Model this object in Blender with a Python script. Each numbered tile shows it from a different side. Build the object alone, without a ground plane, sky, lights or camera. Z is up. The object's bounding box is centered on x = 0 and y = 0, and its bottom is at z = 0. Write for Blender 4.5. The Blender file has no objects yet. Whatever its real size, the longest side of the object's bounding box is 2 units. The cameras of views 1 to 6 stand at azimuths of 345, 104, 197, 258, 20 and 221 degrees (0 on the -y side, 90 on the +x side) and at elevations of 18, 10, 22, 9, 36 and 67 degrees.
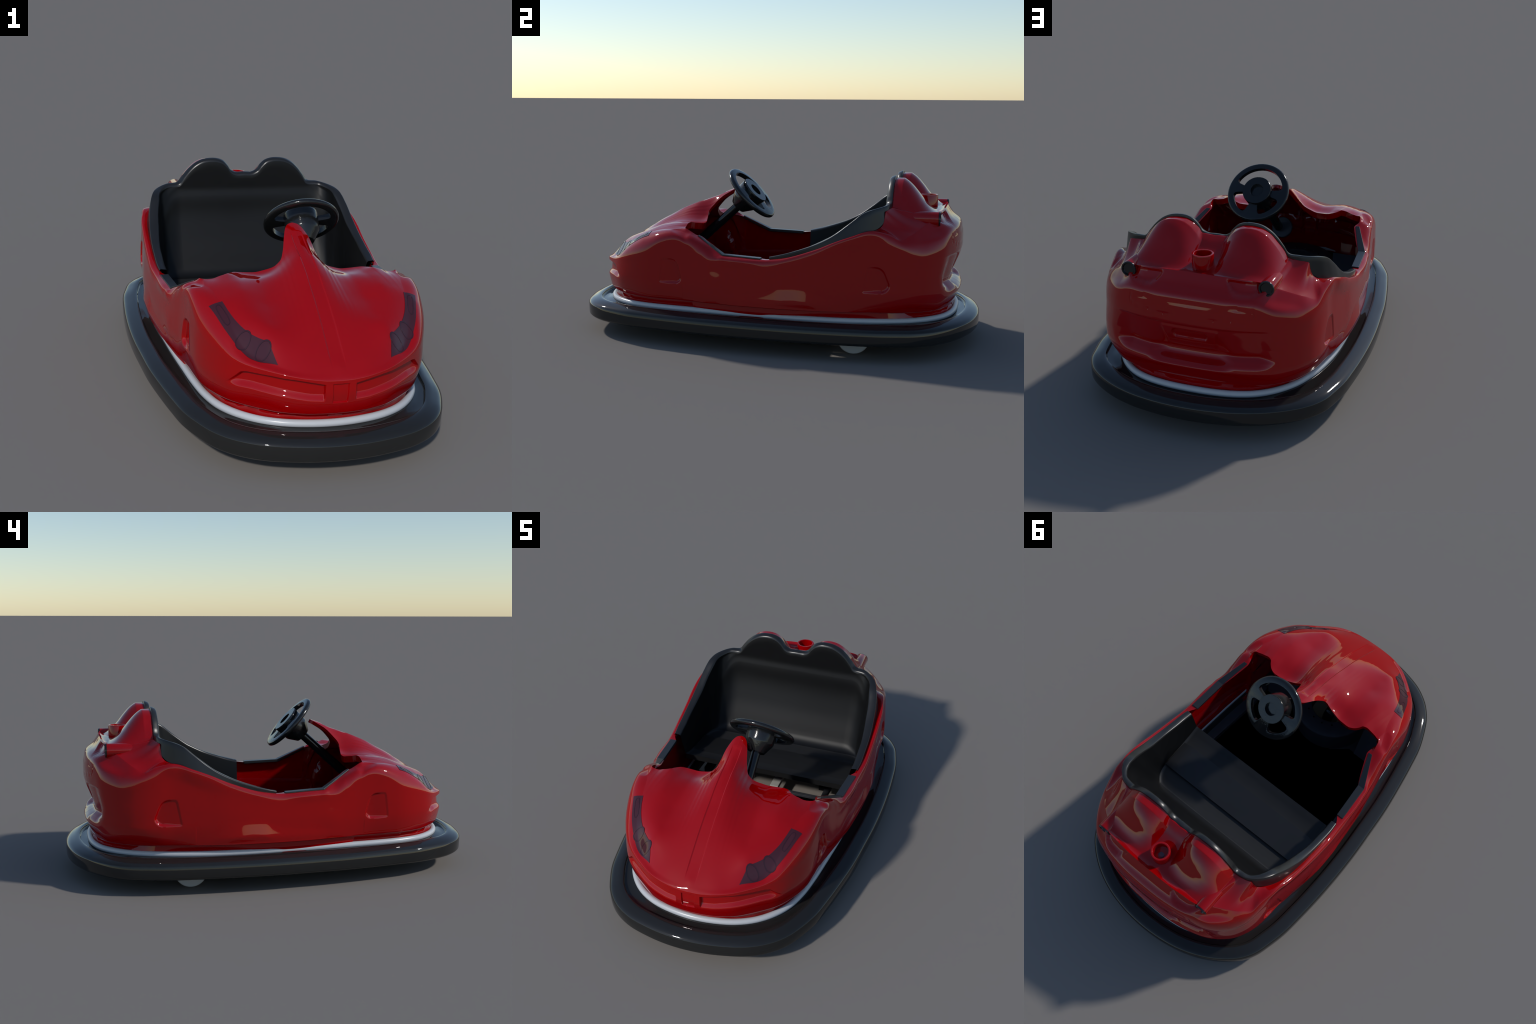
"""A fairground bumper car: glossy red shell, black rubber bumper ring, black seat tub,
steering wheel on a column, tail pipes, pole socket, headlights, wheels and an open chassis."""
import bpy, bmesh, math
import numpy as np
from mathutils import Vector, Matrix
from mathutils.bvhtree import BVHTree

# ------------------------------------------------------------------ numeric helpers
def pchip(xk, yk, x):
    """Shape-preserving cubic through the knots (no overshoot); yk may have several columns."""
    shape = np.shape(x)
    xk = np.asarray(xk, float); yk = np.asarray(yk, float); x = np.ravel(np.asarray(x, float))
    flat = yk.ndim == 1
    if flat: yk = yk[:, None]
    h = np.diff(xk)[:, None]; d = np.diff(yk, axis=0) / h
    m = np.zeros_like(yk)
    if len(xk) > 2:
        w1 = 2 * h[1:] + h[:-1]; w2 = h[1:] + 2 * h[:-1]
        with np.errstate(divide="ignore", invalid="ignore"):
            mid = (w1 + w2) / (w1 / d[:-1] + w2 / d[1:])
        m[1:-1] = np.where(d[:-1] * d[1:] > 0, mid, 0.0)
    m[0], m[-1] = d[0], d[-1]
    i = np.clip(np.searchsorted(xk, x, side="right") - 1, 0, len(xk) - 2)
    hh = h[i]; t = ((x - xk[i])[:, None]) / hh
    r = ((2*t**3 - 3*t**2 + 1) * yk[i] + (t**3 - 2*t**2 + t) * hh * m[i]
         + (-2*t**3 + 3*t**2) * yk[i+1] + (t**3 - t**2) * hh * m[i+1])
    return r[:, 0].reshape(shape) if flat else r

def spline(xk, yk, x, ends=None):
    """Finite-difference cubic (smooth, Catmull-like) through the knots."""
    xk = np.asarray(xk, float); yk = np.asarray(yk, float); x = np.asarray(x, float)
    flat = yk.ndim == 1
    if flat: yk = yk[:, None]
    h = np.diff(xk)[:, None]; d = np.diff(yk, axis=0) / h
    m = np.empty_like(yk)
    m[1:-1] = (d[:-1] * h[1:] + d[1:] * h[:-1]) / (h[1:] + h[:-1])
    m[0], m[-1] = d[0], d[-1]
    if ends is not None:
        m[0], m[-1] = m[0] * ends, m[-1] * ends
    i = np.clip(np.searchsorted(xk, x, side="right") - 1, 0, len(xk) - 2)
    hh = h[i]; t = ((x - xk[i])[:, None]) / hh
    r = ((2*t**3 - 3*t**2 + 1) * yk[i] + (t**3 - 2*t**2 + t) * hh * m[i]
         + (-2*t**3 + 3*t**2) * yk[i+1] + (t**3 - t**2) * hh * m[i+1])
    return r[:, 0] if flat else r

def smooth01(a, b, x):
    t = np.clip((x - a) / (b - a), 0, 1)
    return t * t * (3 - 2 * t)

def poly_sdf(px, py, poly):
    """Signed distance to a closed polygon, negative inside."""
    P = np.asarray(poly, float); d = np.full(px.shape, 1e9); s = np.ones(px.shape)
    n = len(P); j = n - 1
    for i in range(n):
        ex, ey = P[j] - P[i]; wx, wy = px - P[i, 0], py - P[i, 1]
        t = np.clip((wx * ex + wy * ey) / (ex * ex + ey * ey), 0, 1)
        d = np.minimum(d, (wx - ex * t) ** 2 + (wy - ey * t) ** 2)
        c1, c2, c3 = py >= P[i, 1], py < P[j, 1], ex * wy > ey * wx
        s = np.where((c1 & c2 & c3) | (~c1 & ~c2 & ~c3), -s, s)
        j = i
    return s * np.sqrt(d)

def line_dist(px, py, pts):
    P = np.asarray(pts, float); d = np.full(px.shape, 1e9)
    for a, b in zip(P[:-1], P[1:]):
        e = b - a; t = np.clip(((px - a[0]) * e[0] + (py - a[1]) * e[1]) / (e @ e), 0, 1)
        d = np.minimum(d, np.hypot(px - a[0] - e[0] * t, py - a[1] - e[1] * t))
    return d

def round_poly(poly, r, n=6):
    """Round the corners of a polygon with quadratic arcs."""
    P = [np.array(p, float) for p in poly]; out = []
    for i, p in enumerate(P):
        a, b = P[i - 1] - p, P[(i + 1) % len(P)] - p
        ra = min(r, .45 * np.linalg.norm(a)); rb = min(r, .45 * np.linalg.norm(b))
        a, b = p + a / np.linalg.norm(a) * ra, p + b / np.linalg.norm(b) * rb
        for t in np.linspace(0, 1, n):
            out.append((1 - t) ** 2 * a + 2 * t * (1 - t) * p + t * t * b)
    return out

# ------------------------------------------------------------------ scene helpers
def mesh_object(name, verts, faces, mat, parent=None, smooth=True, angle=None):
    me = bpy.data.meshes.new(name)
    me.from_pydata([tuple(map(float, v)) for v in verts], [], [tuple(map(int, f)) for f in faces])
    me.materials.append(mat)
    me.polygons.foreach_set("use_smooth", [smooth] * len(me.polygons))
    me.update()
    bm = bmesh.new(); bm.from_mesh(me)
    bmesh.ops.remove_doubles(bm, verts=bm.verts, dist=1e-6)
    bmesh.ops.recalc_face_normals(bm, faces=bm.faces)
    bm.to_mesh(me); bm.free()
    if angle is not None:
        me.set_sharp_from_angle(angle=math.radians(angle))
    ob = bpy.data.objects.new(name, me)
    bpy.context.scene.collection.objects.link(ob)
    if parent is not None:
        ob.parent = parent
    return ob

def grid_faces(nu, nv, close_u=False, close_v=False, off=0):
    f = []
    for i in range(nu if close_u else nu - 1):
        i2 = (i + 1) % nu
        for j in range(nv if close_v else nv - 1):
            j2 = (j + 1) % nv
            f.append((off + i * nv + j, off + i2 * nv + j, off + i2 * nv + j2, off + i * nv + j2))
    return f

def loft(name, rings, mat, parent, close_u=True, close_v=True, caps=False, angle=None, smooth=True):
    R = np.asarray(rings, float); nu, nv = R.shape[:2]
    faces = grid_faces(nu, nv, close_u, close_v)
    if caps:
        faces.append(tuple(range(nv))); faces.append(tuple((nu - 1) * nv + j for j in range(nv))[::-1])
    return mesh_object(name, R.reshape(-1, 3), faces, mat, parent, smooth, angle)

def lathe(name, profile, centre, axis, mat, parent, n=64, angle=35, up=None):
    """Revolve (radius, height) pairs about an axis."""
    ax = Vector(axis).normalized()
    a = ax.cross(Vector((0, 0, 1) if abs(ax.z) < .95 else (1, 0, 0))).normalized(); b = ax.cross(a)
    rings = []
    for k in range(n):
        t = math.tau * k / n; d = a * math.cos(t) + b * math.sin(t)
        rings.append([Vector(centre) + ax * h + d * r for r, h in profile])
    return loft(name, rings, mat, parent, True, False, angle=angle)

def box(name, size, loc, mat, parent, bevel=.003, rot=None):
    bm = bmesh.new(); bmesh.ops.create_cube(bm, size=1)
    for v in bm.verts:
        v.co = Vector((v.co.x * size[0], v.co.y * size[1], v.co.z * size[2]))
    if bevel:
        bmesh.ops.bevel(bm, geom=bm.edges[:], offset=bevel, segments=2, affect="EDGES", profile=.5)
    M = Matrix.Translation(loc) @ (rot.to_4x4() if rot else Matrix())
    bm.transform(M)
    me = bpy.data.meshes.new(name); bm.to_mesh(me); bm.free(); me.materials.append(mat)
    ob = bpy.data.objects.new(name, me); bpy.context.scene.collection.objects.link(ob); ob.parent = parent
    return ob

# ------------------------------------------------------------------ materials
def material(name, colour, rough, spec=.5, metal=0., coat=0., noise=None, bump=None, coat_rough=.03):
    m = bpy.data.materials.new(name); m.use_nodes = True
    nt = m.node_tree; p = nt.nodes["Principled BSDF"]
    p.inputs["Base Color"].default_value = (*colour, 1)
    p.inputs["Roughness"].default_value = rough
    p.inputs["Specular IOR Level"].default_value = spec
    p.inputs["Metallic"].default_value = metal
    p.inputs["Coat Weight"].default_value = coat
    p.inputs["Coat Roughness"].default_value = coat_rough
    tc = nt.nodes.new("ShaderNodeTexCoord")
    if noise:
        scale, amount = noise
        n = nt.nodes.new("ShaderNodeTexNoise"); n.inputs["Scale"].default_value = scale
        n.inputs["Detail"].default_value = 5
        nt.links.new(tc.outputs["Object"], n.inputs["Vector"])
        r = nt.nodes.new("ShaderNodeValToRGB")
        lo = tuple(c * (1 - amount) for c in colour); hi = tuple(c * (1 + amount) for c in colour)
        r.color_ramp.elements[0].color = (*lo, 1); r.color_ramp.elements[1].color = (*hi, 1)
        r.color_ramp.elements[0].position, r.color_ramp.elements[1].position = .35, .65
        nt.links.new(n.outputs["Fac"], r.inputs["Fac"])
        nt.links.new(r.outputs["Color"], p.inputs["Base Color"])
    if bump:
        kind, scale, strength, dist = bump
        if kind == "noise":
            t = nt.nodes.new("ShaderNodeTexNoise"); t.inputs["Detail"].default_value = 4; out = t.outputs["Fac"]
            t.inputs["Scale"].default_value = scale
            nt.links.new(tc.outputs["Object"], t.inputs["Vector"])
        else:                       # leather grain: stretched voronoi cells
            mp = nt.nodes.new("ShaderNodeMapping"); mp.inputs["Scale"].default_value = (1, 2.2, 2.2)
            t = nt.nodes.new("ShaderNodeTexVoronoi"); t.feature = "DISTANCE_TO_EDGE"
            t.inputs["Scale"].default_value = scale; out = t.outputs["Distance"]
            nt.links.new(tc.outputs["Object"], mp.inputs["Vector"])
            nt.links.new(mp.outputs["Vector"], t.inputs["Vector"])
        b = nt.nodes.new("ShaderNodeBump"); b.inputs["Strength"].default_value = strength
        b.inputs["Distance"].default_value = dist
        nt.links.new(out, b.inputs["Height"]); nt.links.new(b.outputs["Normal"], p.inputs["Normal"])
    return m

RED = material("red_gelcoat", (.315, .0, .0008), .03, .5)
RUBBER = material("black_rubber", (.0165, .0165, .016), .045, .42)
WHITE = material("white_vinyl_tube", (.52, .53, .55), .28, .45)
SEAT = material("black_moulded_seat", (.014, .014, .0145), .30, .45, noise=(9, .06))
BACK = material("black_seat_darkened_back", (.0050, .0050, .0053), .45, .25, noise=(9, .06))  # same black seat, base darkened to match the dim shading on back and sides
CUSH = material("black_seat_paler_cushion", (.021, .021, .0215), .50, .35, noise=(9, .06))  # same black seat, a paler black than the back
PAD = material("black_plastic_trim", (.020, .021, .023), .3, .5)
LEATHER = material("black_leather_grain", (.011, .0115, .012), .13, .5, bump=("leather", 60, .35, .0012))
DARK = material("black_plastic", (.008, .008, .009), .12, .5)
MAT = material("black_floor_mat", (.0006, .0006, .0006), 1., 0.)
CHASSIS = material("dark_grey_chassis_paint", (.040, .043, .052), .45, .4, noise=(14, .08))
STEEL = material("light_grey_steel", (.42, .42, .40), .5, .4, noise=(20, .06))
WHEEL = material("light_grey_wheel", (.42, .43, .44), .55, .4)
LENS = material("smoked_lens", (.052, .012, .018), .05, .5)
LENS_DARK = material("smoked_lens_reflector", (.036, .010, .016), .08, .5)
PIPE_END = material("black_pipe_end", (.012, .012, .013), .12, .5)
ROD = material("violet_grey_contact_rod", (.10, .085, .12), .35, .5)

# ------------------------------------------------------------------ the car
CAR = bpy.data.objects.new("bumper_car", None)
bpy.context.scene.collection.objects.link(CAR)
CAR["label"] = "glossy red two-seat fairground bumper car with black rubber ring"
CAR["category"] = "bumper car"

# ================================================================== body shell
# Stations u = 0 (middle of the nose) ... 28 (middle of the tail) run round one side.
# BELT: where the upright side begins to turn in.  RIM: crest / tail crease.  EDGE: cockpit opening.
BELT = np.array([
    (0, 0, -.908, .335), (1, .060, -.905, .338), (2, .130, -.893, .346), (3, .210, -.862, .356),
    (4, .300, -.797, .362), (5, .365, -.735, .372), (6, .410, -.660, .392), (7, .440, -.580, .425),
    (8, .452, -.500, .478), (9, .458, -.420, .500), (10, .466, -.350, .472), (11, .478, -.280, .420),
    (12, .488, -.210, .389), (13, .500, -.100, .382), (14, .510, .030, .384), (15, .516, .150, .402),
    (16, .516, .280, .438), (17, .508, .380, .452), (18, .500, .460, .485), (19, .492, .530, .512),
    (20, .487, .602, .510), (21, .475, .668, .478), (22, .455, .725, .454), (23, .416, .786, .452),
    (24, .350, .844, .462), (25, .270, .875, .472), (26, .190, .895, .480), (27, .100, .906, .484),
    (28, 0, .909, .485)])
BULGE = np.array([(0, .004), (9, .003), (11, .004), (12, .006), (13, .003), (16, .003), (18, .002),
                  (20, .004), (21, .006), (22.5, .006), (24, .001), (26, 0), (28, 0)])
RIM = np.array([
    (0, 0, -.888, 0), (1, .058, -.885, 0), (2, .124, -.873, 0), (3, .197, -.840, 0), (4, .277, -.770, 0),
    (5, .327, -.703, 0), (6, .350, -.632, .5), (7, .360, -.560, .526), (8, .374, -.490, .540), (9, .396, -.428, .541), (9.5, .413, -.388, .536),
    (10, .426, -.347, .525), (10.5, .436, -.303, .504), (11, .448, -.252, .476), (12, .472, -.195, .444), (12.5, .482, -.168, .435),
    (13, .489, -.100, .432), (14, .495, .030, .429), (15, .496, .150, .448), (16, .498, .270, .487),
    (17, .497, .360, .524), (18, .492, .445, .557), (19, .474, .530, .583), (20, .464, .600, .570),
    (21, .458, .657, .543), (22, .425, .697, .562), (23, .385, .728, .582), (24, .330, .764, .609),
    (25, .275, .808, .645), (26, .190, .819, .651), (27, .100, .826, .655), (28, 0, .827, .656)])
EDGE = np.array([
    (0, 0, -.233, .715), (.35, .018, -.238, .711), (.6, .032, -.253, .702), (.8, .041, -.272, .690), (1, .050, -.297, .674), (1.5, .064, -.338, .633), (1.8, .078, -.361, .603), (2, .089, -.364, .591),
    (2.2, .104, -.362, .577), (2.6, .137, -.355, .563), (3.2, .184, -.347, .552), (3.8, .231, -.344, .5535),
    (4.4, .258, -.351, .558), (5.0, .281, -.370, .562), (5.6, .295, -.388, .566), (6.4, .321, -.395, .561),
    (7.4, .353, -.394, .550), (8.6, .379, -.388, .547), (9.2, .391, -.385, .548), (9.55, .398, -.377, .548), (9.9, .403, -.350, .535),
    (10.25, .407, -.322, .519), (10.6, .416, -.300, .508), (11, .438, -.250, .481), (12, .465, -.193, .450), (12.5, .474, -.172, .438),
    (13, .480, -.100, .435), (14, .487, .020, .430), (15, .488, .150, .447), (16, .489, .270, .484),
    (17, .488, .360, .519), (18, .481, .445, .553), (19, .455, .530, .579), (20, .432, .558, .590),
    (21, .417, .570, .607), (22, .408, .575, .634), (23, .402, .580, .662), (24, .360, .594, .671),
    (25, .322, .602, .680), (25.3, .300, .602, .712), (25.65, .270, .602, .747), (26, .240, .602, .776),
    (26.3, .200, .602, .794), (26.65, .165, .602, .798), (27, .130, .602, .796), (27.25, .100, .602, .784),
    (27.5, .075, .602, .763), (27.7, .055, .602, .740), (28, 0, .602, .736)])

def fan(lo, hi, n):
    return np.linspace(lo, hi, n, endpoint=False)
U = np.concatenate([fan(0, .3, 6), fan(.3, .5, 16), fan(.5, 1.2, 30), fan(1.2, 8, 150), fan(8, 10, 50), fan(10, 24, 330),
                    fan(24, 27, 100), fan(27, 28, 40), [28.0]])
NU = len(U)
C = spline(BELT[:, 0], BELT[:, 1:], U)
C[:, 0] = np.maximum(C[:, 0], 0)
D = spline(RIM[:, 0], RIM[:, 1:], U)
Ed = pchip(EDGE[:, 0], EDGE[:, 1:], U)
for A in (C, D, Ed):
    A[0, 0] = A[-1, 0] = 0
tan = np.gradient(C[:, :2], U, axis=0)
tan[0] = (1, 0); tan[-1] = (-1, 0)
nrm = np.stack([tan[:, 1], -tan[:, 0]], 1)
nrm /= np.linalg.norm(nrm, axis=1)[:, None]
for _ in range(8):                                  # even out the plan normals
    nrm[1:-1] = .25 * nrm[:-2] + .5 * nrm[1:-1] + .25 * nrm[2:]
    nrm /= np.linalg.norm(nrm, axis=1)[:, None]
nrm[0] = (0, -1); nrm[-1] = (0, 1)

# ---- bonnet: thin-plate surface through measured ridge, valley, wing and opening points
RIDGE = [(0, -.233, .716), (0, -.31, .687), (0, -.37, .665), (0, -.43, .642), (0, -.52, .604), (0, -.575, .573), (0, -.634, .541),
         (0, -.69, .507), (0, -.734, .478), (0, -.776, .447), (0, -.822, .413), (0, -.855, .388), (0, -.880, .369), (0, -.900, .347),
         (.022, -.43, .640), (.022, -.52, .603), (.022, -.634, .541), (.025, -.734, .4775), (.028, -.85, .391)]
CREASES = [(.277, -.465, .560), (.269, -.532, .549), (.263, -.581, .532),
           (.386, -.400, .547), (.377, -.459, .543), (.369, -.502, .537), (.357, -.545, .529), (.353, -.569, .5225),
           (.339, -.620, .5015), (.321, -.665, .479), (.295, -.704, .461), (.267, -.734, .449), (.228, -.770, .440),
           (.209, -.831, .377), (.257, -.790, .386), (.290, -.755, .398), (.318, -.722, .420), (.340, -.690, .446)]
LOOSE = [(.05, -.43, .624), (.08, -.43, .596), (.11, -.43, .574), (.14, -.43, .563), (.20, -.43, .555), (.25, -.43, .557),
         (.06, -.52, .585), (.12, -.52, .553), (.20, -.52, .541), (.06, -.60, .551), (.12, -.60, .526), (.20, -.60, .512),
         (.10, -.69, .496), (.20, -.69, .483), (.10, -.77, .447), (.16, -.77, .444), (.10, -.85, .388), (.16, -.84, .383),
         (.32, -.46, .556), (.32, -.53, .540), (.06, -.893, .352), (.13, -.880, .358), (.20, -.848, .366)]
RIMPTS = [tuple(r[1:]) for r in EDGE if r[0] <= 9.6]
pts = np.array(RIDGE + CREASES + LOOSE + RIMPTS)
lam = np.array([4e-5] * len(RIDGE) + [2e-4] * len(CREASES) + [2.5e-3] * len(LOOSE) + [8e-5] * len(RIMPTS))
lam = np.concatenate([lam, lam[pts[:, 0] > 1e-6]])
mir = pts[pts[:, 0] > 1e-6] * np.array([-1, 1, 1])
pts = np.vstack([pts, mir])
def tps_kernel(r2):
    return np.where(r2 > 0, .5 * r2 * np.log(np.maximum(r2, 1e-12)), 0)
K = tps_kernel(((pts[:, None, :2] - pts[None, :, :2]) ** 2).sum(-1)) + np.diag(lam)
P1 = np.hstack([np.ones((len(pts), 1)), pts[:, :2]])
sol = np.linalg.solve(np.block([[K, P1], [P1.T, np.zeros((3, 3))]]), np.concatenate([pts[:, 2], np.zeros(3)]))
def bonnet(x, y):
    q = np.stack([np.ravel(x), np.ravel(y)], 1)
    k = tps_kernel(((q[:, None] - pts[None, :, :2]) ** 2).sum(-1))
    return (k @ sol[:-3] + sol[-3] + q @ sol[-2:]).reshape(np.shape(x))

# ---- tail deck: shelf with two head-rest humps and a gully between them
def deck(x, y):
    x = np.abs(x)
    gully = pchip([.60, .625, .66, .70, .735, .775, .80, .812, .83], [.738, .722, .694, .672, .660, .647, .643, .645, .656], y)
    shelf = pchip([.60, .64, .69, .735, .775, .795, .812, .83], [.680, .664, .652, .645, .639, .637, .643, .652], y)
    base = gully + (shelf - gully) * smooth01(.05, .27, x)
    top = np.where(y < .636, .798, pchip([.636, .655, .672, .703, .727, .751, .775, .80], [.798, .785, .770, .735, .704, .676, .653, .636], np.maximum(y, .636)))
    side = np.where(x > .165, (x - .165) / (.157 - .10 * np.clip(y - .635, 0, .2)), (.165 - x) / (.117 - .12 * np.clip(y - .635, 0, .2)))
    s = np.clip(1 - side ** 2.3, 0, 1)
    h = np.maximum(top - base, 0)
    soft = h * s
    return base + soft

front = 1 - smooth01(9.1, 10.0, U)          # weight of the bonnet surface
rear = smooth01(24.2, 25.0, U)             # weight of the deck surface
tailw = smooth01(21.5, 24.5, U)            # weight of the tail profile
D[:, 2] = np.where(front > .5, bonnet(D[:, 0], D[:, 1]), D[:, 2])
# rims of the blend zone
i1, i2 = np.searchsorted(U, 8.9), np.searchsorted(U, 10.0)
D[i1:i2, 2] = np.interp(U[i1:i2], [U[i1 - 1], U[i2]], [D[i1 - 1, 2], D[i2, 2]])

# ---- rows of every station
TUBE = np.array([(0, -.868), (.10, -.859), (.20, -.832), (.262, -.799), (.325, -.742), (.372, -.672), (.403, -.580), (.422, -.470), (.437, -.330),
                 (.452, -.170), (.462, -.03), (.471, .10), (.475, .25), (.468, .40), (.455, .49), (.440, .56), (.418, .63), (.393, .69), (.358, .745),
                 (.308, .798), (.255, .835), (.19, .860), (.10, .876), (0, .880)])

def reach(p, n, poly):
    """Distance from p against n to a polyline."""
    best = .03
    for a, b in zip(poly[:-1], poly[1:]):
        e = b - a; det = -n[0] * -e[1] + -e[0] * n[1] * -1
        M = np.array([[-n[0], -e[0]], [-n[1], -e[1]]])
        if abs(np.linalg.det(M)) < 1e-12: continue
        t, k = np.linalg.solve(M, a - p)
        if -.02 <= k <= 1.02 and -.05 < t < .15: best = t
    return best
def lower_row(off, z):
    return np.column_stack([C[:, 0] + nrm[:, 0] * off, C[:, 1] + nrm[:, 1] * off, z])
bulge = pchip(BULGE[:, 0], BULGE[:, 1], U)
one = np.ones(NU)
skirt = np.array([reach(C[i, :2], nrm[i], TUBE) for i in range(NU)]) + .006
for _ in range(10):
    skirt[1:-1] = .25 * skirt[:-2] + .5 * skirt[1:-1] + .25 * skirt[2:]
lip = pchip([0, 4, 7, 8, 10, 12, 13, 14, 15, 16, 17, 18, 19, 20, 21, 22, 24, 25, 28],
            [-.013, -.013, -.013, -.013, -.008, -.004, .003, .004, .003, -.001, -.006, -.011, -.016, -.022, -.028, -.032, -.030, -.026, -.026], U)
rows = []
for off, z in ((-skirt - .004, .150), (-skirt, .168), (-skirt + .003, .185), (-skirt + .004, .2015)):
    rows.append(lower_row(off, z * one))
rows.append(lower_row(-skirt * .6 + lip * .4, .2035 * one)); rows.append(lower_row(-skirt * .12 + lip * .88, .2055 * one))
rows.append(lower_row(lip, .209 * one))
zs = np.concatenate([np.linspace(.214, .25, 9, endpoint=False), np.linspace(0, 1, 74)])
knots_d = lambda k: None
wall_rows = []
for k, zf in enumerate(zs):
    z = zf * one if k < 9 else .25 + (C[:, 2] - .25) * zf
    # horizontal set-out of the side at this height
    zz = np.array([.209, .222, .240, .300])
    t = np.clip((z - .209) / (.300 - .209), 0, 1)
    low = lip * (1 - t) ** np.where(lip < -.009, 1.6, 1.2)
    mid = bulge * np.sin(np.pi * .5 * np.clip((z - .209) / .09, 0, 1)) * (1 - smooth01(.55, 1, (z - .209) / np.maximum(C[:, 2] - .209, .02)))
    wall_rows.append(lower_row(low + mid, z))
rows += wall_rows
N_BELT = len(rows) - 1
# belt -> rim : cubic with upright start; towards the tail a modelled profile
inner_dir = Ed - D
Lin = np.linalg.norm(inner_dir[:, :2], axis=1)
step = np.minimum(.02 / np.maximum(Lin, 1e-4), .5)
q = D + inner_dir * step[:, None]
qz = q[:, 2] + (bonnet(q[:, 0], q[:, 1]) + D[:, 2] - bonnet(D[:, 0], D[:, 1]) - q[:, 2]) * front
d_dir = np.column_stack([q[:, :2] - D[:, :2], qz - D[:, 2]])
d_dir /= np.maximum(np.linalg.norm(d_dir, axis=1), 1e-9)[:, None]
gap = np.linalg.norm(D - C, axis=1)[:, None]
hC = (.42 + .13 * front)[:, None]
P1b = C + np.array([0, 0, 1.]) * gap * hC * np.clip(.35 + .65 * smooth01(2, 6, U), 0, 1)[:, None]
P2b = D - d_dir * gap * .5
NR = 22
for k in range(1, NR + 1):
    t = 1 - (1 - k / NR) ** 1.2
    bez = (1-t)**3 * C + 3*t*(1-t)**2 * P1b + 3*t*t*(1-t) * P2b + t**3 * D
    dd = pchip([0, .16, .40, .50, .56, .76, 1], [0, .005, .06, .11, .16, .60, 1], t)
    zf = pchip([0, .16, .40, .50, .56, .76, 1], [0, .158, .39, .49, .555, .735, 1], t)
    prof = np.column_stack([C[:, :2] + (D - C)[:, :2] * dd, C[:, 2] + (D - C)[:, 2] * zf])
    rows.append(bez + (prof - bez) * tailw[:, None])
N_RIM = len(rows) - 1
# rim -> edge
NI = 64
crossing = smooth01(9.2, 10.4, U) * (1 - smooth01(22.5, 24.5, U))
for k in range(1, NI + 1):
    t = k / NI
    t = t + .12 * math.sin(2 * math.pi * t) / (2 * math.pi) * -1
    p = D + (Ed - D) * t
    zb = bonnet(p[:, 0], p[:, 1]) if True else 0
    # stay exactly on the rim and edge curves
    cb0, cb1 = bonnet(D[:, 0], D[:, 1]), bonnet(Ed[:, 0], Ed[:, 1])
    zb = zb + (D[:, 2] - cb0) * (1 - t) + (Ed[:, 2] - cb1) * t
    zd = deck(p[:, 0], p[:, 1])
    zd = zd + (D[:, 2] - deck(D[:, 0], D[:, 1])) * (1 - smooth01(0, .25, t)) + (Ed[:, 2] - deck(Ed[:, 0], Ed[:, 1])) * smooth01(.75, 1, t)
    sag = -.016 * math.sin(math.pi * t) * smooth01(20.5, 22.5, U) * (1 - rear)
    zl = p[:, 2] + sag
    z = zl + (zb - zl) * front
    z = z + (zd - z) * rear
    p = np.column_stack([p[:, :2], z])
    rows.append(p)
N_EDGE = len(rows) - 1
G = np.array(rows)                                   # rows x stations x 3
# soften the hand-over zones between surfaces (not the tail crease or the opening)
for _ in range(6):
    S = G.copy()
    S[1:-1, 1:-1] = .5 * G[1:-1, 1:-1] + .125 * (G[:-2, 1:-1] + G[2:, 1:-1] + G[1:-1, :-2] + G[1:-1, 2:])
    w = np.zeros(G.shape[:2])
    w[N_BELT - 6:N_RIM + 14, :] = (1 - smooth01(20.5, 22, U))[None, :] * smooth01(0.02, .6, U)[None, :]
    w[:, 0] = w[:, -1] = 0
    G = G + (S - G) * w[:, :, None]

# ---- relief in the panels --------------------------------------------------
gx, gy, gz = G[..., 0], G[..., 1], G[..., 2]
push = np.zeros(G.shape[:2])                          # along the plan normal, + = outwards
rowi = np.arange(G.shape[0])[:, None] * np.ones((1, NU))
is_wall = (rowi <= N_BELT + 4)
# step-plates in the wheel panels: D-shaped, deepest at the rounded rear end
for poly, y0 in (([(-.503, .287), (-.400, .287), (-.378, .312), (-.402, .395), (-.425, .411), (-.488, .412)], -.495),
                 ([(.488, .298), (.597, .302), (.621, .333), (.592, .404), (.567, .423), (.512, .424)], .500)):
    sd = poly_sdf(gy, gz, round_poly(poly, .018))
    depth = .003 + .011 * smooth01(y0, y0 + .11, gy)
    push -= np.where(is_wall & (gx > .3), depth * (1 - smooth01(-.011, .001, sd)), 0)
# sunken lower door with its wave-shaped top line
wave_y = [-.33, -.231, -.115, .013, .076, .114, .145, .178, .228, .296, .376, .44]
wave_z = [.243, .256, .263, .277, .294, .318, .326, .328, .320, .285, .245, .225]
wz = pchip(wave_y, wave_z, np.clip(gy, -.33, .44))
ww = smooth01(-.36, -.15, gy) * (1 - smooth01(.33, .44, gy))
below = np.clip((wz - gz) / .075, 0, 1)
push += np.where(is_wall & (gx > .3), .0085 * below ** 1.3 * ww * smooth01(.207, .250, gz), 0)
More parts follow.
